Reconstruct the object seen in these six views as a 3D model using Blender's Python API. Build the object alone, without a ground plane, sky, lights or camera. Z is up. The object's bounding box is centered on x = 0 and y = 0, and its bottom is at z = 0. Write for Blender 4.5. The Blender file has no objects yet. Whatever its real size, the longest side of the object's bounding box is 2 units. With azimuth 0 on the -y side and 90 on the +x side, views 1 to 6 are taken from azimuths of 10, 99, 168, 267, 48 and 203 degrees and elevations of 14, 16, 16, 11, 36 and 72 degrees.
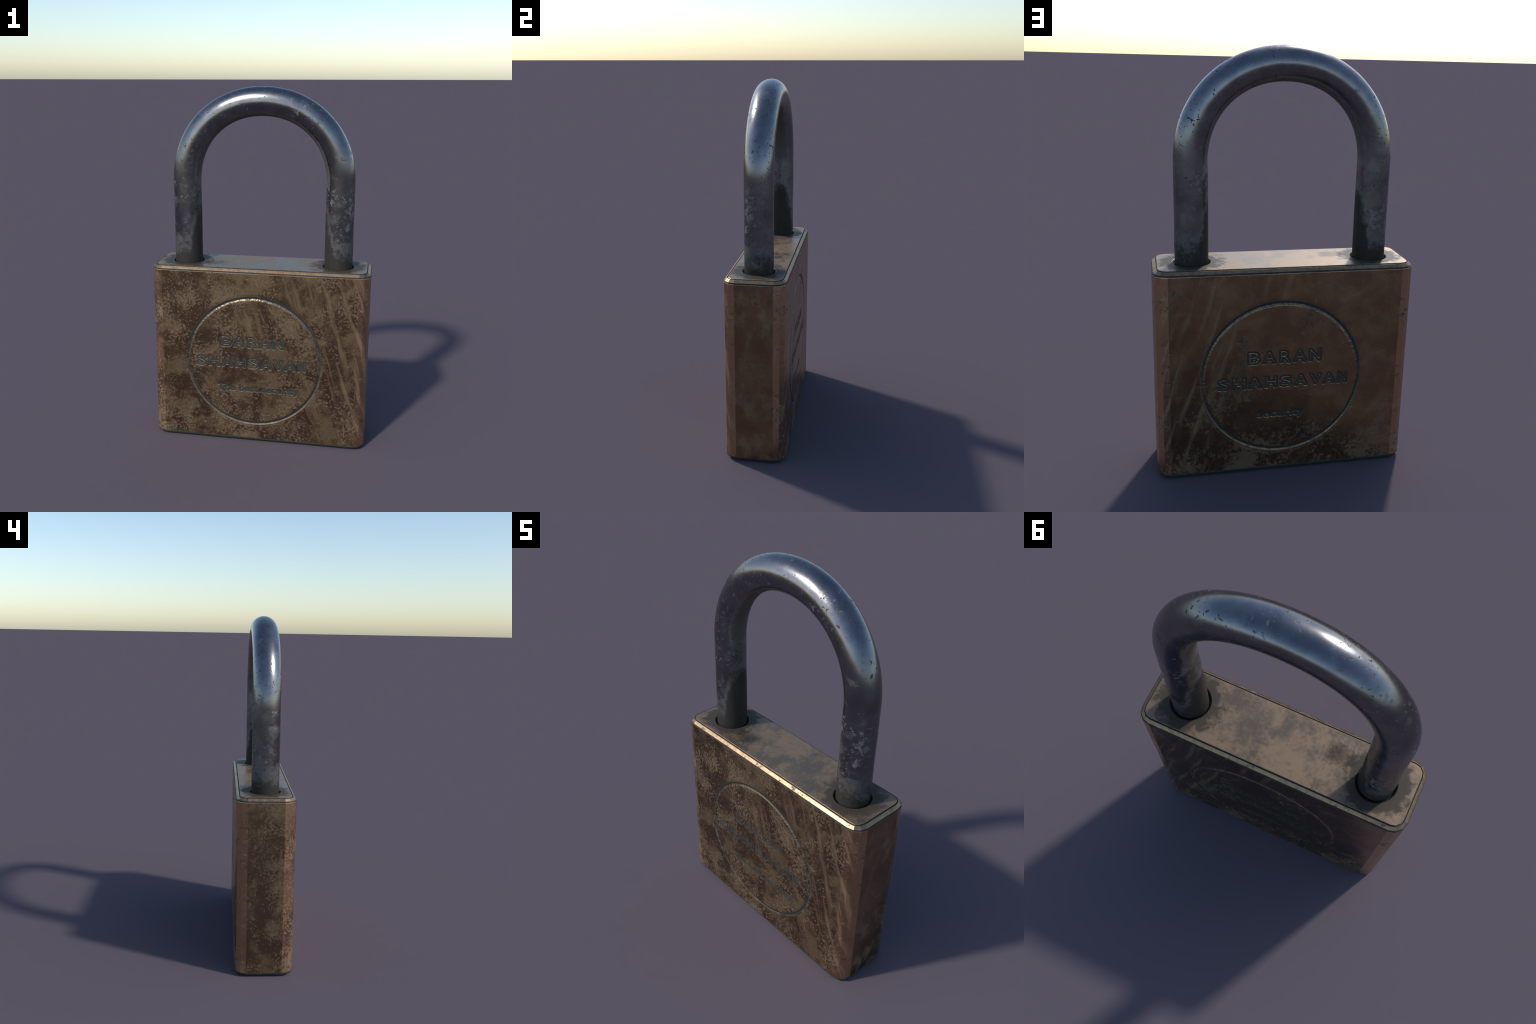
import bpy, bmesh, math
import numpy as np

# ------------------------------------------------------------------ sizes (metres)
HALF_W, HALF_D = 0.6095, 0.1655         # padlock body half width / half depth
CORNER = 0.065                         # radius of the four upright corners
EDGE_Z = 1.0085                        # where the upright walls end and the top chamfer starts
PLATE_Z = 1.0315                       # top plate
SHACKLE_X, TUBE_R = 0.4265, 0.0775     # shackle leg offset and bar radius
ARCH_Z = 2.0 - SHACKLE_X - TUBE_R      # centre of the half-circle
HOLE_R = 0.0905
PLATE_INSET = 0.0256
RING_S, RING_Z, RING_R = -0.0225, 0.491, 0.3755   # engraved ring, in each face's own left-right frame

rng = np.random.RandomState(7)


# ------------------------------------------------------------------ numpy noise (relief only)
def value_noise(x, y, z, seed):
    r = np.random.RandomState(seed)
    perm = r.permutation(4096)
    val = r.rand(4096) * 2 - 1
    xi, yi, zi = np.floor(x).astype(int), np.floor(y).astype(int), np.floor(z).astype(int)
    fx, fy, fz = x - xi, y - yi, z - zi
    fx, fy, fz = [f * f * (3 - 2 * f) for f in (fx, fy, fz)]

    def h(a, b, c):
        return val[perm[(perm[(perm[a & 4095] + b) & 4095] + c) & 4095]]
    out = 0
    for dx in (0, 1):
        for dy in (0, 1):
            for dz in (0, 1):
                w = (fx if dx else 1 - fx) * (fy if dy else 1 - fy) * (fz if dz else 1 - fz)
                out = out + w * h(xi + dx, yi + dy, zi + dz)
    return out


def smooth(a, b, x):
    t = np.clip((x - a) / (b - a), 0, 1)
    return t * t * (3 - 2 * t)


# ------------------------------------------------------------------ material helpers
class Nodes:
    def __init__(self, name):
        self.mat = bpy.data.materials.new(name)
        self.mat.use_nodes = True
        self.t = self.mat.node_tree
        self.t.nodes.clear()
        self.out = self.t.nodes.new("ShaderNodeOutputMaterial")
        self.b = self.t.nodes.new("ShaderNodeBsdfPrincipled")
        self.t.links.new(self.b.outputs[0], self.out.inputs[0])
        self.co = self.t.nodes.new("ShaderNodeTexCoord").outputs["Object"]
        s = self.t.nodes.new("ShaderNodeSeparateXYZ")
        self.link(self.co, s.inputs[0])
        self.x, self.y, self.z = s.outputs

    def link(self, a, b):
        self.t.links.new(a, b)

    def put(self, sock, v):
        if hasattr(v, "is_linked"):
            self.link(v, sock)
        else:
            sock.default_value = v

    def m(self, op, a, b=0.0, c=0.0, clamp=False):
        n = self.t.nodes.new("ShaderNodeMath")
        n.operation = op
        n.use_clamp = clamp
        for i, v in enumerate((a, b, c)):
            self.put(n.inputs[i], v)
        return n.outputs[0]

    def mapped(self, loc=(0, 0, 0), rot=(0, 0, 0), scale=(1, 1, 1)):
        n = self.t.nodes.new("ShaderNodeMapping")
        n.inputs["Location"].default_value = loc
        n.inputs["Rotation"].default_value = rot
        n.inputs["Scale"].default_value = scale
        self.link(self.co, n.inputs[0])
        return n.outputs[0]

    def noise(self, scale, detail=4, rough=0.55, dist=0.0, vec=None, loc=None):
        n = self.t.nodes.new("ShaderNodeTexNoise")
        if vec is None:
            vec = self.mapped(loc=loc) if loc else self.co
        self.link(vec, n.inputs["Vector"])
        n.inputs["Scale"].default_value = scale
        n.inputs["Detail"].default_value = detail
        n.inputs["Roughness"].default_value = rough
        n.inputs["Distortion"].default_value = dist
        return n.outputs["Fac"]

    def voronoi(self, scale, vec=None):
        n = self.t.nodes.new("ShaderNodeTexVoronoi")
        self.link(vec or self.co, n.inputs["Vector"])
        n.inputs["Scale"].default_value = scale
        return n.outputs["Distance"]

    def step(self, v, lo, hi):
        n = self.t.nodes.new("ShaderNodeMapRange")
        n.interpolation_type = 'SMOOTHSTEP'
        self.put(n.inputs["Value"], v)
        self.put(n.inputs["From Min"], lo)
        self.put(n.inputs["From Max"], hi)
        return n.outputs["Result"]

    def mix(self, f, a, b):
        n = self.t.nodes.new("ShaderNodeMix")
        n.data_type = 'RGBA'
        self.put(n.inputs[0], f)
        for i, v in ((6, a), (7, b)):
            self.put(n.inputs[i], v if hasattr(v, "is_linked") else (*v, 1.0))
        return n.outputs[2]

    def mixf(self, f, a, b):
        n = self.t.nodes.new("ShaderNodeMix")
        self.put(n.inputs[0], f)
        self.put(n.inputs[2], a)
        self.put(n.inputs[3], b)
        return n.outputs[0]

    def finish(self, color, metal, rough, height=None, strength=0.3, dist=0.002, spec=0.5):
        self.put(self.b.inputs["Base Color"], color if hasattr(color, "is_linked") else (*color, 1))
        self.put(self.b.inputs["Metallic"], metal)
        self.put(self.b.inputs["Roughness"], rough)
        self.put(self.b.inputs["Specular IOR Level"], spec)
        if height is not None:
            n = self.t.nodes.new("ShaderNodeBump")
            n.inputs["Strength"].default_value = strength
            n.inputs["Distance"].default_value = dist
            self.link(height, n.inputs["Height"])
            self.link(n.outputs[0], self.b.inputs["Normal"])
        return self.mat


def mat_body():
    k = Nodes("aged_brass_wall")
    # corner strips: where both |x| and |y| reach the faceted corner
    ax, ay = k.m('ABSOLUTE', k.x), k.m('ABSOLUTE', k.y)
    strip = k.m('MULTIPLY', k.m('GREATER_THAN', ax, HALF_W - CORNER),
                k.m('GREATER_THAN', ay, HALF_D - CORNER))
    grain = k.noise(160, 3, 0.6)
    fine = k.noise(75, 5, 0.65, loc=(2, 0, 1))
    cloud = k.noise(9, 6, 0.62, 0.3, loc=(3.1, 1.7, 0.4))
    brown = k.mix(k.step(cloud, 0.38, 0.62), (0.250, 0.162, 0.097), (0.335, 0.234, 0.132))
    brown = k.mix(k.m('MULTIPLY', k.step(grain, 0.40, 0.7), 0.4), brown, (0.195, 0.122, 0.074))
    crack = k.step(k.noise(1.0, 6, 0.7, vec=k.mapped(scale=(22, 22, 48))), 0.56, 0.66)
    edge = k.mix(k.m('MULTIPLY', crack, 0.75), (0.500, 0.318, 0.192), (0.215, 0.140, 0.088))
    base = k.mix(strip, brown, edge)
    # tan crust: fine ragged flakes gathered in clouds, denser on the front and -x side
    big = k.noise(6.5, 4, 0.55, 0.4, loc=(0.3, 5.0, 2.2))
    ragged = k.noise(80, 7, 0.68, 0.2)
    side = k.m('ADD', k.m('ADD', k.m('MULTIPLY', k.y, -0.40), k.m('ADD', k.m('MULTIPLY', k.step(k.x, 0.53, 0.60), -0.09), k.m('MULTIPLY', k.step(k.x, -0.54, -0.61), 0.05))), -0.04)
    flake_v = k.m('ADD', k.m('ADD', ragged, k.m('MULTIPLY', k.m('SUBTRACT', big, 0.5), 0.50)), side)
    flakes = k.step(flake_v, 0.552, 0.64)
    veil = k.m('MULTIPLY', k.step(k.m('ADD', k.m('ADD', cloud, side), k.m('MULTIPLY', k.m('SUBTRACT', fine, 0.5), 0.35)), 0.46, 0.66), 0.18)
    # long smears running down the faces at a slant
    u = k.m('ADD', k.m('MULTIPLY', k.x, 0.957), k.m('MULTIPLY', k.z, 0.29))
    v = k.m('SUBTRACT', k.m('MULTIPLY', k.x, 0.29), k.m('MULTIPLY', k.z, 0.957))
    warp = k.m('MULTIPLY', k.m('SUBTRACT', k.noise(3.5, 2, 0.5, loc=(2, 8, 3)), 0.5), 0.07)
    sv = k.t.nodes.new("ShaderNodeCombineXYZ")
    k.link(k.m('MULTIPLY', k.m('ADD', u, warp), 30.0), sv.inputs[0])
    k.link(k.m('MULTIPLY', k.y, 12.0), sv.inputs[1])
    k.link(k.m('MULTIPLY', v, 1.9), sv.inputs[2])
    smear = k.step(k.noise(1.0, 5, 0.55, vec=sv.outputs[0]), 0.50, 0.68)
    zone = k.step(k.m('ADD', k.x, k.m('MULTIPLY', k.m('SUBTRACT', k.noise(3.0, 2, 0.5, loc=(8.3, 2.0, 4.0)), 0.5), 1.3)), -0.10, 0.40)
    smear = k.m('MULTIPLY', k.m('MULTIPLY', smear, zone), 0.45)
    tan = k.mix(k.step(fine, 0.35, 0.65), (0.061, 0.044, 0.027), (0.106, 0.078, 0.049))
    crust = k.m('MAXIMUM', k.m('MAXIMUM', k.m('MULTIPLY', flakes, 0.72), veil), smear)
    crust = k.m('MULTIPLY', crust, k.m('SUBTRACT', 1.0, k.m('MULTIPLY', strip, 0.25)))
    col = k.mix(crust, base, tan)
    # dark blotches low on the back
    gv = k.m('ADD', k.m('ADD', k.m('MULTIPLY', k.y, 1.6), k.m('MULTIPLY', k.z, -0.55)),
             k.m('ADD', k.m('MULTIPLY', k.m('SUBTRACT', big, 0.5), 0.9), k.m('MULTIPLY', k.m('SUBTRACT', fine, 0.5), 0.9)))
    back_dark = k.m('MULTIPLY', k.step(gv, 0.16, 0.40), 0.65)
    back_dark = k.m('MULTIPLY', back_dark, k.m('SUBTRACT', 1.0, smear))
    col = k.mix(back_dark, col, (0.055, 0.045, 0.038))
    # dark verdigris-grey chips in loose clusters
    cl = k.step(k.noise(4.3, 2, 0.5, loc=(1.2, 9.0, 6.6)), 0.56, 0.68)
    for (px, py, pz), rad in (((-.13, .165, .78), .13), ((.21, .165, .67), .07), ((.23, .165, .56), .09),
                              ((-.59, .15, .76), .09), ((-.59, .15, .12), .07), ((.59, .15, .86), .08),
                              ((.60, -.15, .45), .05), ((.60, 0, .93), .05)):
        dist = k.t.nodes.new("ShaderNodeVectorMath")
        dist.operation = 'DISTANCE'
        k.link(k.co, dist.inputs[0])
        dist.inputs[1].default_value = (px, py, pz)
        cl = k.m('MAXIMUM', cl, k.step(dist.outputs["Value"], rad, rad * 0.4))
    chip = k.m('MULTIPLY', k.step(k.m('ADD', k.noise(46, 5, 0.62, 0.4, loc=(4, 4, 4)), k.m('MULTIPLY', cl, 0.05)), 0.585, 0.63), cl)
    col = k.mix(k.m('MULTIPLY', chip, 0.9), col, (0.034, 0.037, 0.034))
    dull = k.m('MAXIMUM', k.m('MAXIMUM', crust, chip), back_dark)
    metal = k.m('SUBTRACT', 1.0, k.m('MULTIPLY', dull, 0.9))
    rough = k.mixf(dull, k.mixf(strip, k.mixf(grain, 0.24, 0.34), 0.28), 0.75)
    h = k.m('ADD', k.m('MULTIPLY', ragged, 0.5), k.m('SUBTRACT', k.m('MULTIPLY', crust, 0.5), chip))
    return k.finish(col, metal, rough, h, 0.14, 0.0015, k.mixf(chip, 0.5, 0.2))


def mat_worn(name="worn_pale_brass", bright=(0.35, 0.235, 0.14), dim=(0.25, 0.17, 0.105), amount=0.54):
    k = Nodes(name)
    n = k.noise(40, 6, 0.65)
    stain = k.step(k.noise(30, 6, 0.72, loc=(5, 1, 3)), amount, amount + .12)
    col = k.mix(k.step(n, 0.4, 0.65), bright, dim)
    col = k.mix(k.m('MULTIPLY', stain, 0.8), col, (0.085, 0.078, 0.065))
    return k.finish(col, k.m('SUBTRACT', 0.95, k.m('MULTIPLY', stain, 0.6)),
                    k.mixf(stain, 0.38, 0.65), n, 0.3, 0.002)


def mat_recess():
    k = Nodes("dark_recess")
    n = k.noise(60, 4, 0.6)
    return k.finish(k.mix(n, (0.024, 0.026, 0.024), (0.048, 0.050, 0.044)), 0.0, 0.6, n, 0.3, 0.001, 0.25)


def mat_foot():
    k = Nodes("dark_green_grey_foot")
    n = k.noise(45, 4, 0.6)
    return k.finish(k.mix(n, (0.030, 0.035, 0.028), (0.055, 0.060, 0.050)), 0.0, 0.6, n, 0.3, 0.001, 0.25)


def mat_plate():
    k = Nodes("tarnished_top_plate")
    n1 = k.noise(4.6, 7, 0.62, 0.4, loc=(1.3, 0.4, 0))
    n2 = k.noise(70, 4, 0.65)
    v = k.m('ADD', n1, k.m('ADD', k.m('MULTIPLY', k.m('SUBTRACT', n2, 0.5), 0.45), k.m('MULTIPLY', k.m('SUBTRACT', k.noise(18, 5, 0.6, loc=(3, 3, 0)), 0.5), 0.5)))
    smudge = k.m('MULTIPLY', k.step(v, 0.38, 0.68), 0.85)
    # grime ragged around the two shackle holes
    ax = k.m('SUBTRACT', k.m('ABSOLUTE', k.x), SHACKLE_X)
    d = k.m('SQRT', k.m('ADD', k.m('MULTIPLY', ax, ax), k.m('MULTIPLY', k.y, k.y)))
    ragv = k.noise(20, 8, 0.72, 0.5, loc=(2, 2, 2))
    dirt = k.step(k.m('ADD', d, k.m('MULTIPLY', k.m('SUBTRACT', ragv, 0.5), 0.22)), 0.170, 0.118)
    scr = k.step(k.noise(1.0, 4, 0.6, vec=k.mapped(rot=(0, 0, math.radians(25)), scale=(30, 4, 30))), 0.52, 0.7)
    col = k.mix(smudge, (0.232, 0.158, 0.098), (0.190, 0.148, 0.108))
    col = k.mix(k.m('MULTIPLY', scr, 0.4), col, (0.255, 0.185, 0.125))
    bx, by = k.m('ADD', k.x, 0.25), k.m('MULTIPLY', k.m('ADD', k.y, 0.045), 1.5)
    bd = k.m('SQRT', k.m('ADD', k.m('MULTIPLY', bx, bx), k.m('MULTIPLY', by, by)))
    burn = k.step(k.m('ADD', bd, k.m('MULTIPLY', k.m('SUBTRACT', ragv, 0.5), 0.25)), 0.10, 0.02)
    col = k.mix(k.m('MULTIPLY', burn, 0.75), col, (0.060, 0.042, 0.026))
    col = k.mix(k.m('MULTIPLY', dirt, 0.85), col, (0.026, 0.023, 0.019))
    metal = k.m('MULTIPLY', k.mixf(smudge, 0.40, 0.80), k.m('SUBTRACT', 1.0, k.m('MULTIPLY', dirt, 0.9)))
    rough = k.mixf(dirt, k.mixf(smudge, 0.48, 0.27), 0.55)
    return k.finish(col, metal, rough, n2, 0.08, 0.001, k.mixf(dirt, 0.5, 0.25))


def mat_steel():
    k = Nodes("worn_steel")
    n = k.noise(14, 5, 0.6)
    steel = k.mix(k.step(n, 0.35, 0.65), (0.185, 0.185, 0.195), (0.235, 0.235, 0.245))
    # dull grey oxide flakes, mostly on the legs
    leg = k.step(k.z, 1.62, 1.38)
    ragged = k.noise(40, 9, 0.74, 0.25)
    big = k.noise(7.0, 3, 0.5, 0.2, loc=(3, 7, 1))
    v = k.m('ADD', ragged, k.m('MULTIPLY', k.m('SUBTRACT', big, 0.5), 0.8))
    flake = k.step(k.m('ADD', v, k.m('MULTIPLY', leg, 0.105)), 0.725, 0.765)
    veil = k.m('MULTIPLY', k.step(k.m('ADD', k.noise(11, 7, 0.68, 0.4, loc=(5, 5, 1)), k.m('MULTIPLY', leg, 0.06)), 0.58, 0.72), 0.24)
    flake = k.m('MULTIPLY', k.m('MAXIMUM', flake, veil), 0.66)
    col = k.mix(flake, steel, (0.135, 0.140, 0.145))
    # small dark pits
    pit = k.m('MULTIPLY', k.step(k.noise(62, 3, 0.5, 0.15, loc=(1, 2, 9)), 0.62, 0.66),
              k.step(k.noise(6, 2, 0.5, loc=(6, 6, 6)), 0.44, 0.56))
    col = k.mix(pit, col, (0.035, 0.037, 0.04))
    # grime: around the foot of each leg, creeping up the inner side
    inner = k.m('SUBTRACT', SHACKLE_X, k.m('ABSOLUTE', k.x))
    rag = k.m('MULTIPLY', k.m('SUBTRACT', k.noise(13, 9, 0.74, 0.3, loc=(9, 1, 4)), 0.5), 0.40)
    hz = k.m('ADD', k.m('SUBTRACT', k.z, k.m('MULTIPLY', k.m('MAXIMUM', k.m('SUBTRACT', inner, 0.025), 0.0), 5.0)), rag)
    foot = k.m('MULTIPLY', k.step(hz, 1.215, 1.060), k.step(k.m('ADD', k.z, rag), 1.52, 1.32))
    # rust line along the inside of the bow
    dx, dz = k.x, k.m('SUBTRACT', k.z, ARCH_Z)
    rad = k.m('SQRT', k.m('ADD', k.m('MULTIPLY', dx, dx), k.m('MULTIPLY', dz, dz)))
    inr = k.m('ADD', rad, k.m('MULTIPLY', rag, 0.10))
    rust = k.m('MULTIPLY', k.step(inr, SHACKLE_X - 0.050, SHACKLE_X - 0.066), k.step(k.z, ARCH_Z - 0.05, ARCH_Z + 0.05))
    col = k.mix(k.m('MULTIPLY', rust, 0.8), col, (0.045, 0.034, 0.026))
    ochre = k.m('MULTIPLY', k.step(inner, 0.02, 0.06), k.step(k.noise(9, 6, 0.65, loc=(7, 2, 2)), 0.52, 0.62))
    ochre = k.m('MULTIPLY', ochre, k.step(k.z, 1.55, 1.40))
    col = k.mix(k.m('MULTIPLY', ochre, 0.6), col, (0.085, 0.055, 0.030))
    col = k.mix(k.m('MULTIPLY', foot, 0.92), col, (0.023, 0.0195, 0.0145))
    dull = k.m('MAXIMUM', k.m('MAXIMUM', flake, pit), k.m('MAXIMUM', foot, rust))
    metal = k.m('SUBTRACT', 1.0, k.m('MULTIPLY', dull, 0.9))
    rough = k.mixf(dull, k.mixf(n, 0.20, 0.30), 0.60)
    h = k.m('SUBTRACT', k.m('MULTIPLY', flake, 0.4), pit)
    return k.finish(col, metal, rough, h, 0.2, 0.002, k.mixf(foot, 0.5, 0.12))


M_RING = mat_worn('worn_ring_brass', (0.215, 0.158, 0.105), (0.145, 0.107, 0.076), 0.48)
M_BODY, M_WORN, M_RECESS, M_FOOT, M_PLATE, M_STEEL = (
    mat_body(), mat_worn(), mat_recess(), mat_foot(), mat_plate(), mat_steel())


# ------------------------------------------------------------------ lettering as distance fields
def text_edges(string):
    """Outline segments of a string set in the built-in font."""
    cu = bpy.data.curves.new("outline_helper", 'FONT')
    cu.body = string
    cu.resolution_u = 6
    ob = bpy.data.objects.new("outline_helper", cu)
    bpy.context.scene.collection.objects.link(ob)
    bpy.context.view_layer.update()
    me = ob.evaluated_get(bpy.context.evaluated_depsgraph_get()).to_mesh()
    count = {}
    for p in me.polygons:
        for e in p.edge_keys:
            count[e] = count.get(e, 0) + 1
    co = [(v.co.x, v.co.y) for v in me.vertices]
    seg = np.array([(co[a], co[b]) for (a, b), c in count.items() if c == 1])
    bpy.data.objects.remove(ob)
    bpy.data.curves.remove(cu)
    return seg                                        # (n, 2 points, 2)


def fit_box(seg, x0, x1, z0, z1, top_from=None):
    """Scale outline segments into a box."""
    lo = seg.reshape(-1, 2).min(0)
    hi = seg.reshape(-1, 2).max(0)
    if top_from is not None:                          # baseline at 0, cap height from a reference glyph
        lo = np.array([lo[0], 0.0])
        hi = np.array([hi[0], top_from])
    return (seg - lo) / (hi - lo) * np.array([x1 - x0, z1 - z0]) + np.array([x0, z0])


def signed_distance(seg, s, z):
    """Negative inside the glyph."""
    a, b = seg[:, 0], seg[:, 1]
    p = np.stack([s, z], -1)[:, None, :]
    ab = (b - a)[None]
    t = np.clip(((p - a) * ab).sum(-1) / np.maximum((ab * ab).sum(-1), 1e-12), 0, 1)
    d = np.sqrt((((p - a) - t[..., None] * ab) ** 2).sum(-1)).min(1)
    pz, ps = z[:, None], s[:, None]
    cross = ((a[:, 1] > pz) != (b[:, 1] > pz))
    with np.errstate(divide='ignore', invalid='ignore'):
        xi = a[:, 0] + (pz - a[:, 1]) / (b[:, 1] - a[:, 1]) * (b[:, 0] - a[:, 0])
    inside = (cross & (ps < xi)).sum(1) % 2 == 1
    return np.where(inside, -d, d)


GLYPH = {c: text_edges(c) for c in "BARNSHV"}
CAP = text_edges("T").reshape(-1, 2)[:, 1].max()
# (letter, left, right) across each line, in units of the line's width
WORD_SHORT = [("B", 0, .186), ("A", .198, .390), ("R", .422, .588), ("A", .607, .799), ("N", .818, 1)]
WORD_LONG = [("S", 0, .094), ("H", .112, .222), ("A", .230, .340), ("H", .358, .457), ("S", .470, .571),
             ("A", .582, .692), ("V", .699, .802), ("A", .802, .908), ("N", .919, 1)]


def make_lines(short, long_, small):
    """Lists of (segments, weight, groove band) for one face."""
    out = []
    for word, (s0, s1, z0, z1) in ((WORD_SHORT, short), (WORD_LONG, long_)):
        for c, a, b in word:
            w = 0.0068
            out.append((fit_box(GLYPH[c], s0 + a * (s1 - s0) + w, s0 + b * (s1 - s0) - w, z0 + w, z1 - w), w, 0.0080))
    string, s0, s1, z0, z1 = small
    seg = fit_box(text_edges(string), s0, s1, z0, z1, CAP)
    out.append((seg, 0.0020, 0.02))
    return out


FRONT = make_lines((-.211, .147, .575, .642), (-.353, .276, .452, .517),
                   ("The best security", -.229, .236, .312, .348))
BACK = make_lines((-.189, .169, .565, .633), (-.330, .300, .442, .505),
                  ("security", -.135, .090, .292, .330))

# ------------------------------------------------------------------ body: one skin wrapped round the perimeter


def spaced(a, b, step):
    return np.linspace(a, b, max(2, int(round((b - a) / step)) + 1))[:-1]


fx = HALF_W - CORNER
fy = HALF_D - CORNER
cols = []                                             # (px, py, nx, ny, face id, s)
face_s = np.concatenate([spaced(-fx, -.412, .004), spaced(-.412, .37, .0019), spaced(.37, fx, .004), [fx]])
side_s = np.concatenate([spaced(-fy, fy, .004), [fy]])
frames = [((0, -1), (1, 0), face_s, HALF_D, fx, 1), ((1, 0), (0, 1), side_s, HALF_W, fy, 0),
          ((0, 1), (-1, 0), face_s, HALF_D, fx, 2), ((-1, 0), (0, -1), side_s, HALF_W, fy, 0)]
for (n, t, ss, off, end, fid) in frames:
    n, t = np.array(n, float), np.array(t, float)
    for s in ss:
        p = n * off + t * s
        cols.append((*p, *n, fid, s))
    # corner after this side: three flat facets with crisp edges
    c = n * (off - CORNER) + t * end
    knots = [n * math.cos(a) + t * math.sin(a) for a in np.radians([0, 30, 60, 90])]
    for k0, k1 in zip(knots[:-1], knots[1:]):
        mid = (k0 + k1) / np.linalg.norm(k0 + k1)
        for u in (.02, .2, .4, .6, .8, .98):
            d = k0 + (k1 - k0) * u
            cols.append((*(c + d * CORNER), *d, 0, 0.0))
cols = np.array(cols)
NC = len(cols)

rows_z = np.concatenate([spaced(.020, .10, .004), spaced(.10, .27, .0027), spaced(.27, .66, .0019),
                         spaced(.66, .885, .0027), spaced(.885, EDGE_Z, .004), [EDGE_Z]])
# profile above and below the wall: (inward offset, z, kind); kinds pick the part each band belongs to
below = [(.0180, 0.0), (.0150, .0008), (.0085, .0065), (.0030, .0130), (.0010, .0168)]
above = [(.0015, .0004), (.0040, .0016), (.0048, .0050), (.0038, .0064),
         (.0042, .0070), (.0100, .0130), (.0160, .0190), (.0176, .0200),
         (.0186, .0192), (.0192, .0172), (.0232, .0172), (.0238, .0218), (PLATE_INSET, PLATE_Z - EDGE_Z)]
above = [(i, EDGE_Z + z) for i, z in above]
inset = np.array([b[0] for b in below] + [0] * len(rows_z) + [a[0] for a in above])
zz = np.array([b[1] for b in below] + list(rows_z) + [a[1] for a in above])
NR = len(zz)
nb, nw = len(below), len(rows_z)

PX = cols[None, :, 0] - cols[None, :, 2] * inset[:, None]
PY = cols[None, :, 1] - cols[None, :, 3] * inset[:, None]
PZ = np.repeat(zz[:, None], NC, 1)
disp = np.zeros((NR, NC))
kind = np.zeros((NR, NC), int)                        # 0 wall, 1 ring, 10+ letters front, 100+ back
groove = np.zeros((NR, NC))
S = np.repeat(cols[None, :, 5], NR, 0)

# relief of the wall: shallow lumps, worn uneven uprights
wall = np.zeros((NR, 1))
wall[nb:nb + nw] = 1
wall[nb:nb + nw, 0] *= smooth(.02, .035, rows_z) * smooth(EDGE_Z, EDGE_Z - .012, rows_z)
lump = value_noise(PX * 9, PY * 9, PZ * 9, 1) * .0005 + value_noise(PX * 60, PY * 60, PZ * 60, 2) * .00006
chipn = value_noise(PX * 48, PY * 48, PZ * 48, 3) + .5 * value_noise(PX * 110, PY * 110, PZ * 110, 4)
quiet = 1 - (np.hypot(S - RING_S, PZ - RING_Z) < .36) * (cols[None, :, 4] > 0)   # keep the lettered discs clean
lump = lump - .0007 * smooth(.95, 1.2, chipn) * quiet
corner_col = ((cols[:, 4] == 0) & (np.abs(cols[:, 0]) > fx) & (np.abs(cols[:, 1]) > fy))[None]
lump = lump + corner_col * np.minimum(0, value_noise(PX * 14, PY * 14, PZ * 38, 5)) * .0008
disp += wall * lump

dark = np.zeros((NR, NC), bool)
for fid, lines in ((1, FRONT), (2, BACK)):
    on = (cols[None, :, 4] == fid) & (wall > 0)
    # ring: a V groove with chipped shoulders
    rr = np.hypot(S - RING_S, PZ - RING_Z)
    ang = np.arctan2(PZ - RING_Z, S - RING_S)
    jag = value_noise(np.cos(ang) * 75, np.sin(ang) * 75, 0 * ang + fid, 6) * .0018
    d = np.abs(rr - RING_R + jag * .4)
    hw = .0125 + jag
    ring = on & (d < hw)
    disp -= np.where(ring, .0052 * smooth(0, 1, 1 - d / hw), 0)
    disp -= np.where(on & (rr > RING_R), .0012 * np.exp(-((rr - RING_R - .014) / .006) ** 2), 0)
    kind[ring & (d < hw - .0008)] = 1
    dark[ring & ((d < .0030 + jag) | ((rr - RING_R) * np.sin(ang) > .0018 + jag))] = True  # shade on the groove's down-facing wall, painted in as dark faces
    for i, (seg, weight, band) in enumerate(lines):
        lo = seg.reshape(-1, 2).min(0) - .012
        hi = seg.reshape(-1, 2).max(0) + .012
        idx = np.nonzero(on & (S > lo[0]) & (S < hi[0]) & (PZ > lo[1]) & (PZ < hi[1]))
        sd = np.concatenate([signed_distance(seg, a, b) for a, b in
                             zip(np.array_split(S[idx], 12), np.array_split(PZ[idx], 12))])
        sd = sd - weight + value_noise(S[idx] * 160, PZ[idx] * 160, 0 * S[idx] + fid, 8) * .0007
        wallprof = smooth(.0012, -.0016, sd) * (1 - .85 * smooth(-band, -band - .0022, sd))
        disp[idx] -= .0016 * wallprof
        inside = sd < .0010
        kind[idx[0][inside], idx[1][inside]] = 10 + i + (90 if fid == 2 else 0)
        dk = inside & (sd > -band - .0004)
        dark[idx[0][dk], idx[1][dk]] = True

PX = PX + cols[None, :, 2] * disp
PY = PY + cols[None, :, 3] * disp
# uneven chipped line where chamfer meets wall
edge_rows = np.zeros((NR, 1))
edge_rows[nb + nw - 1:nb + nw + 2] = 1
PZ = PZ + edge_rows * value_noise(PX * 70, PY * 70, PZ * 0 + 3.3, 9) * .0012

verts = np.stack([PX, PY, PZ], -1).reshape(-1, 3)
r_i, c_i = np.meshgrid(np.arange(NR - 1), np.arange(NC), indexing='ij')
c_n = (c_i + 1) % NC
quads = np.stack([r_i * NC + c_i, r_i * NC + c_n, (r_i + 1) * NC + c_n, (r_i + 1) * NC + c_i], -1).reshape(-1, 4)

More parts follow.
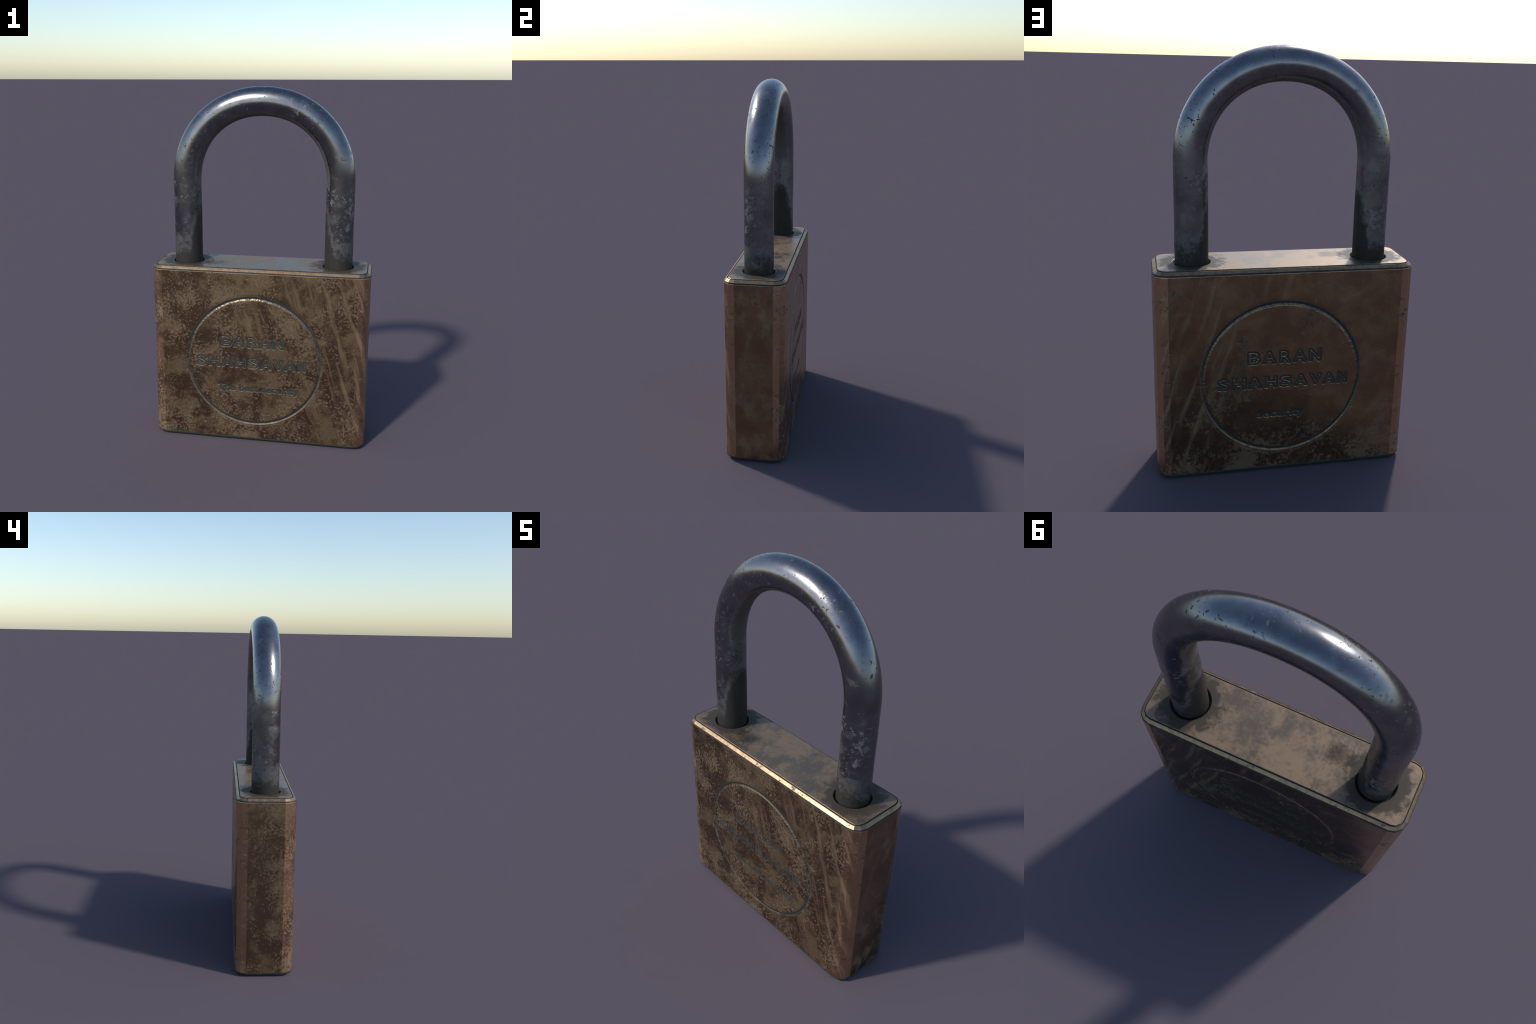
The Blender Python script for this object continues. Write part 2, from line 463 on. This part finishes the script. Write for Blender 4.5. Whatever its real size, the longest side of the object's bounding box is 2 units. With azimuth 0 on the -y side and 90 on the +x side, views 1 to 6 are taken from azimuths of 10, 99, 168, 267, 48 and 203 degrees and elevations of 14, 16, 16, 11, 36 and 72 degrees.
# whole-skin vertex normals
fn = np.cross(verts[quads[:, 2]] - verts[quads[:, 0]], verts[quads[:, 3]] - verts[quads[:, 1]])
vn = np.zeros_like(verts)
for j in range(4):
    for ax in range(3):
        vn[:, ax] += np.bincount(quads[:, j], fn[:, ax], len(verts))
vn /= np.maximum(np.linalg.norm(vn, axis=1, keepdims=True), 1e-12)

# which part each quad belongs to (majority by its lower-left corner)
qk = kind[r_i, c_i].reshape(-1)
qd = dark[r_i, c_i].reshape(-1)
qr = r_i.reshape(-1)
part = np.array(["wall"] * len(quads), dtype=object)
part[qr <= nb] = "foot"
part[qr >= nb + nw - 1] = "rim"
rim_band = qr - (nb + nw - 1)


def make_mesh(name, v, f, n=None, mats=(), mi=None, smooth_shade=True):
    used, inv = np.unique(f.reshape(-1), return_inverse=True)
    f2 = inv.reshape(f.shape)
    me = bpy.data.meshes.new(name)
    me.vertices.add(len(used))
    me.vertices.foreach_set("co", v[used].reshape(-1).astype(np.float32))
    me.loops.add(f2.size)
    me.loops.foreach_set("vertex_index", f2.reshape(-1).astype(np.int32))
    me.polygons.add(len(f2))
    me.polygons.foreach_set("loop_start", (np.arange(len(f2)) * f.shape[1]).astype(np.int32))
    for m in mats:
        me.materials.append(m)
    if mi is not None:
        me.polygons.foreach_set("material_index", mi.astype(np.int32))
    me.polygons.foreach_set("use_smooth", np.full(len(f2), smooth_shade))
    me.update(calc_edges=True)
    me.validate()
    if n is not None:
        me.normals_split_custom_set_from_vertices(n[used].astype(np.float32))
    ob = bpy.data.objects.new(name, me)
    bpy.context.scene.collection.objects.link(ob)
    return ob


def child(ob, parent):
    ob.parent = parent
    return ob


root = bpy.data.objects.new("padlock", None)
bpy.context.scene.collection.objects.link(root)
root["label"] = "old weathered brass padlock with a steel shackle"
root["category"] = "padlock"

m = (part == "wall") & (qk == 0)
body = child(make_mesh("body", verts, quads[m], vn, (M_BODY,)), root)
m = part == "foot"
child(make_mesh("foot_chamfer", verts, quads[m], vn, (M_FOOT,)), body)
m = part == "rim"
# rim bands: 0-3 dark seam, 4-7 worn chamfer, 8-11 dark seam, last shoulder worn
band = rim_band[m]
mi = np.where((band <= 4) | ((band >= 8) & (band <= 11)), 1, 0)
child(make_mesh("rim_chamfer", verts, quads[m], None, (M_WORN, M_RECESS), mi, False), body)
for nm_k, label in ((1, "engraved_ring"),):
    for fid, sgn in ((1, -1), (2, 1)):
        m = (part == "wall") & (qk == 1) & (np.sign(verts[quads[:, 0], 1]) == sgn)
        child(make_mesh(label, verts, quads[m], vn, (M_RING, M_RECESS), qd[m].astype(int)), body)
for base, lines in ((10, FRONT), (100, BACK)):
    for i in range(len(lines)):
        m = (part == "wall") & (qk == base + i)
        if not m.any():
            continue
        name = "engraved_letter" if i < len(lines) - 1 else "engraved_motto"
        child(make_mesh(name, verts, quads[m], vn, (M_BODY, M_RECESS), qd[m].astype(int)), body)


# ------------------------------------------------------------------ top plate with the two holes, and base
def rounded_outline(inw, z):
    """Rounded rectangle with three-facet corners, matching the wall."""
    pts = []
    for q, (sx, sy) in enumerate(((1, 1), (-1, 1), (-1, -1), (1, -1))):
        for a in (0, 30, 60, 90):
            b = math.radians(a + q * 90)
            pts.append((sx * fx + (CORNER - inw) * math.cos(b), sy * fy + (CORNER - inw) * math.sin(b), z))
    return pts


def loop_edges(bm, pts):
    vs = [bm.verts.new(p) for p in pts]
    return vs, [bm.edges.new((vs[i], vs[(i + 1) % len(vs)])) for i in range(len(vs))]


def circle(cx, r, z, n=72):
    return [(cx + r * math.cos(2 * math.pi * i / n), r * math.sin(2 * math.pi * i / n), z) for i in range(n)]


bm = bmesh.new()
_, edges = loop_edges(bm, rounded_outline(PLATE_INSET, PLATE_Z))
hole_rings = []
for sx in (-1, 1):
    vs, es = loop_edges(bm, circle(sx * SHACKLE_X, HOLE_R, PLATE_Z))
    hole_rings.append((sx, vs))
    edges += es
bmesh.ops.triangle_fill(bm, use_beauty=True, use_dissolve=False, edges=edges)
for f in bm.faces:
    if f.normal.z < 0:
        f.normal_flip()
me = bpy.data.meshes.new("top_plate")
bm.to_mesh(me)
bm.free()
me.materials.append(M_PLATE)
plate = bpy.data.objects.new("top_plate", me)
bpy.context.scene.collection.objects.link(plate)
child(plate, root)

for sx in (-1, 1):                                    # sockets: worn lip, dark bore
    prof = [(HOLE_R, PLATE_Z), (HOLE_R - .0009, PLATE_Z - .0004), (HOLE_R - .003, PLATE_Z - .0022),
            (HOLE_R - .0065, PLATE_Z - .007), (HOLE_R - .0068, PLATE_Z - .022), (TUBE_R - .004, PLATE_Z - .022)]
    n = 72
    v = np.array([p for r, z in prof for p in circle(sx * SHACKLE_X, r, z, n)])
    f = np.array([(k * n + i, (k + 1) * n + i, (k + 1) * n + (i + 1) % n, k * n + (i + 1) % n)
                  for k in range(len(prof) - 1) for i in range(n)])[:, ::-1]
    mi = np.array([0 if k < 1 else 1 for k in range(len(prof) - 1) for _ in range(n)])
    child(make_mesh("shackle_socket", v, f, None, (M_WORN, M_RECESS), mi), plate)

bm = bmesh.new()
bm.faces.new([bm.verts.new(p) for p in rounded_outline(.0180, 0.0)][::-1])
me = bpy.data.meshes.new("base_plate")
bm.to_mesh(me)
bm.free()
me.materials.append(M_FOOT)
base = bpy.data.objects.new("base_plate", me)
bpy.context.scene.collection.objects.link(base)
child(base, root)

# ------------------------------------------------------------------ shackle: bar swept down, over and down
path = []                                             # (centre x, z, outward normal in the xz plane)
for z in np.linspace(PLATE_Z - .085, ARCH_Z, 90)[:-1]:
    path.append((SHACKLE_X, z, 1.0, 0.0))
FULL = 2.07                                           # a bow slightly fuller in the shoulders than a half-circle


def bow(a):
    c, q = math.cos(a), math.sin(a)
    return (SHACKLE_X * math.copysign(abs(c) ** (2 / FULL), c), ARCH_Z + SHACKLE_X * max(q, 0.0) ** (2 / FULL))


for a in np.linspace(0.02, math.pi - 0.02, 180):
    (xa, za), (xb, zb) = bow(a - .015), bow(a + .015)
    tx, tz = xb - xa, zb - za
    ln = math.hypot(tx, tz)
    path.append((*bow(a), tz / ln, -tx / ln))
for z in np.linspace(ARCH_Z, PLATE_Z - .085, 90)[1:]:
    path.append((-SHACKLE_X, z, -1.0, 0.0))
path = np.array(path)
NS = 64
th = np.linspace(0, 2 * math.pi, NS, endpoint=False)
ox = path[:, None, 2] * np.cos(th)
oz = path[:, None, 3] * np.cos(th)
oy = np.repeat(np.sin(th)[None], len(path), 0)
cx, cz = path[:, None, 0], path[:, None, 1]
X, Y, Z = cx + ox * TUBE_R, oy * TUBE_R, cz + oz * TUBE_R
dn = value_noise(X * 8, Y * 8, Z * 8, 21) * .0005 + value_noise(X * 60, Y * 60, Z * 60, 22) * .00005
dn -= .0007 * smooth(.9, 1.15, value_noise(X * 40, Y * 40, Z * 40, 23) + .4 * value_noise(X * 90, Y * 90, Z * 90, 24))
X, Y, Z = X + ox * dn, Y + oy * dn, Z + oz * dn
v = np.stack([X, Y, Z], -1).reshape(-1, 3)
i, j = np.meshgrid(np.arange(len(path) - 1), np.arange(NS), indexing='ij')
jn = (j + 1) % NS
f = np.stack([i * NS + j, i * NS + jn, (i + 1) * NS + jn, (i + 1) * NS + j], -1).reshape(-1, 4)
child(make_mesh("shackle", v, f, None, (M_STEEL,)), root)

# every outward face: fix winding where a sweep came out inside-out
for ob in bpy.context.scene.objects:
    if ob.type == 'MESH' and ob.name.startswith("shackle") and "socket" not in ob.name:
        p = ob.data.polygons[len(ob.data.polygons) // 2]
        c = p.center
        ctr = np.array((0, 0, ARCH_Z))
        dvec = np.array(c) - ctr
        radial = dvec / np.linalg.norm(dvec)
        tube = np.array((radial[0] * SHACKLE_X, 0, ARCH_Z + radial[2] * SHACKLE_X))
        if np.dot(np.array(p.normal), np.array(c) - tube) < 0:
            ob.data.flip_normals()
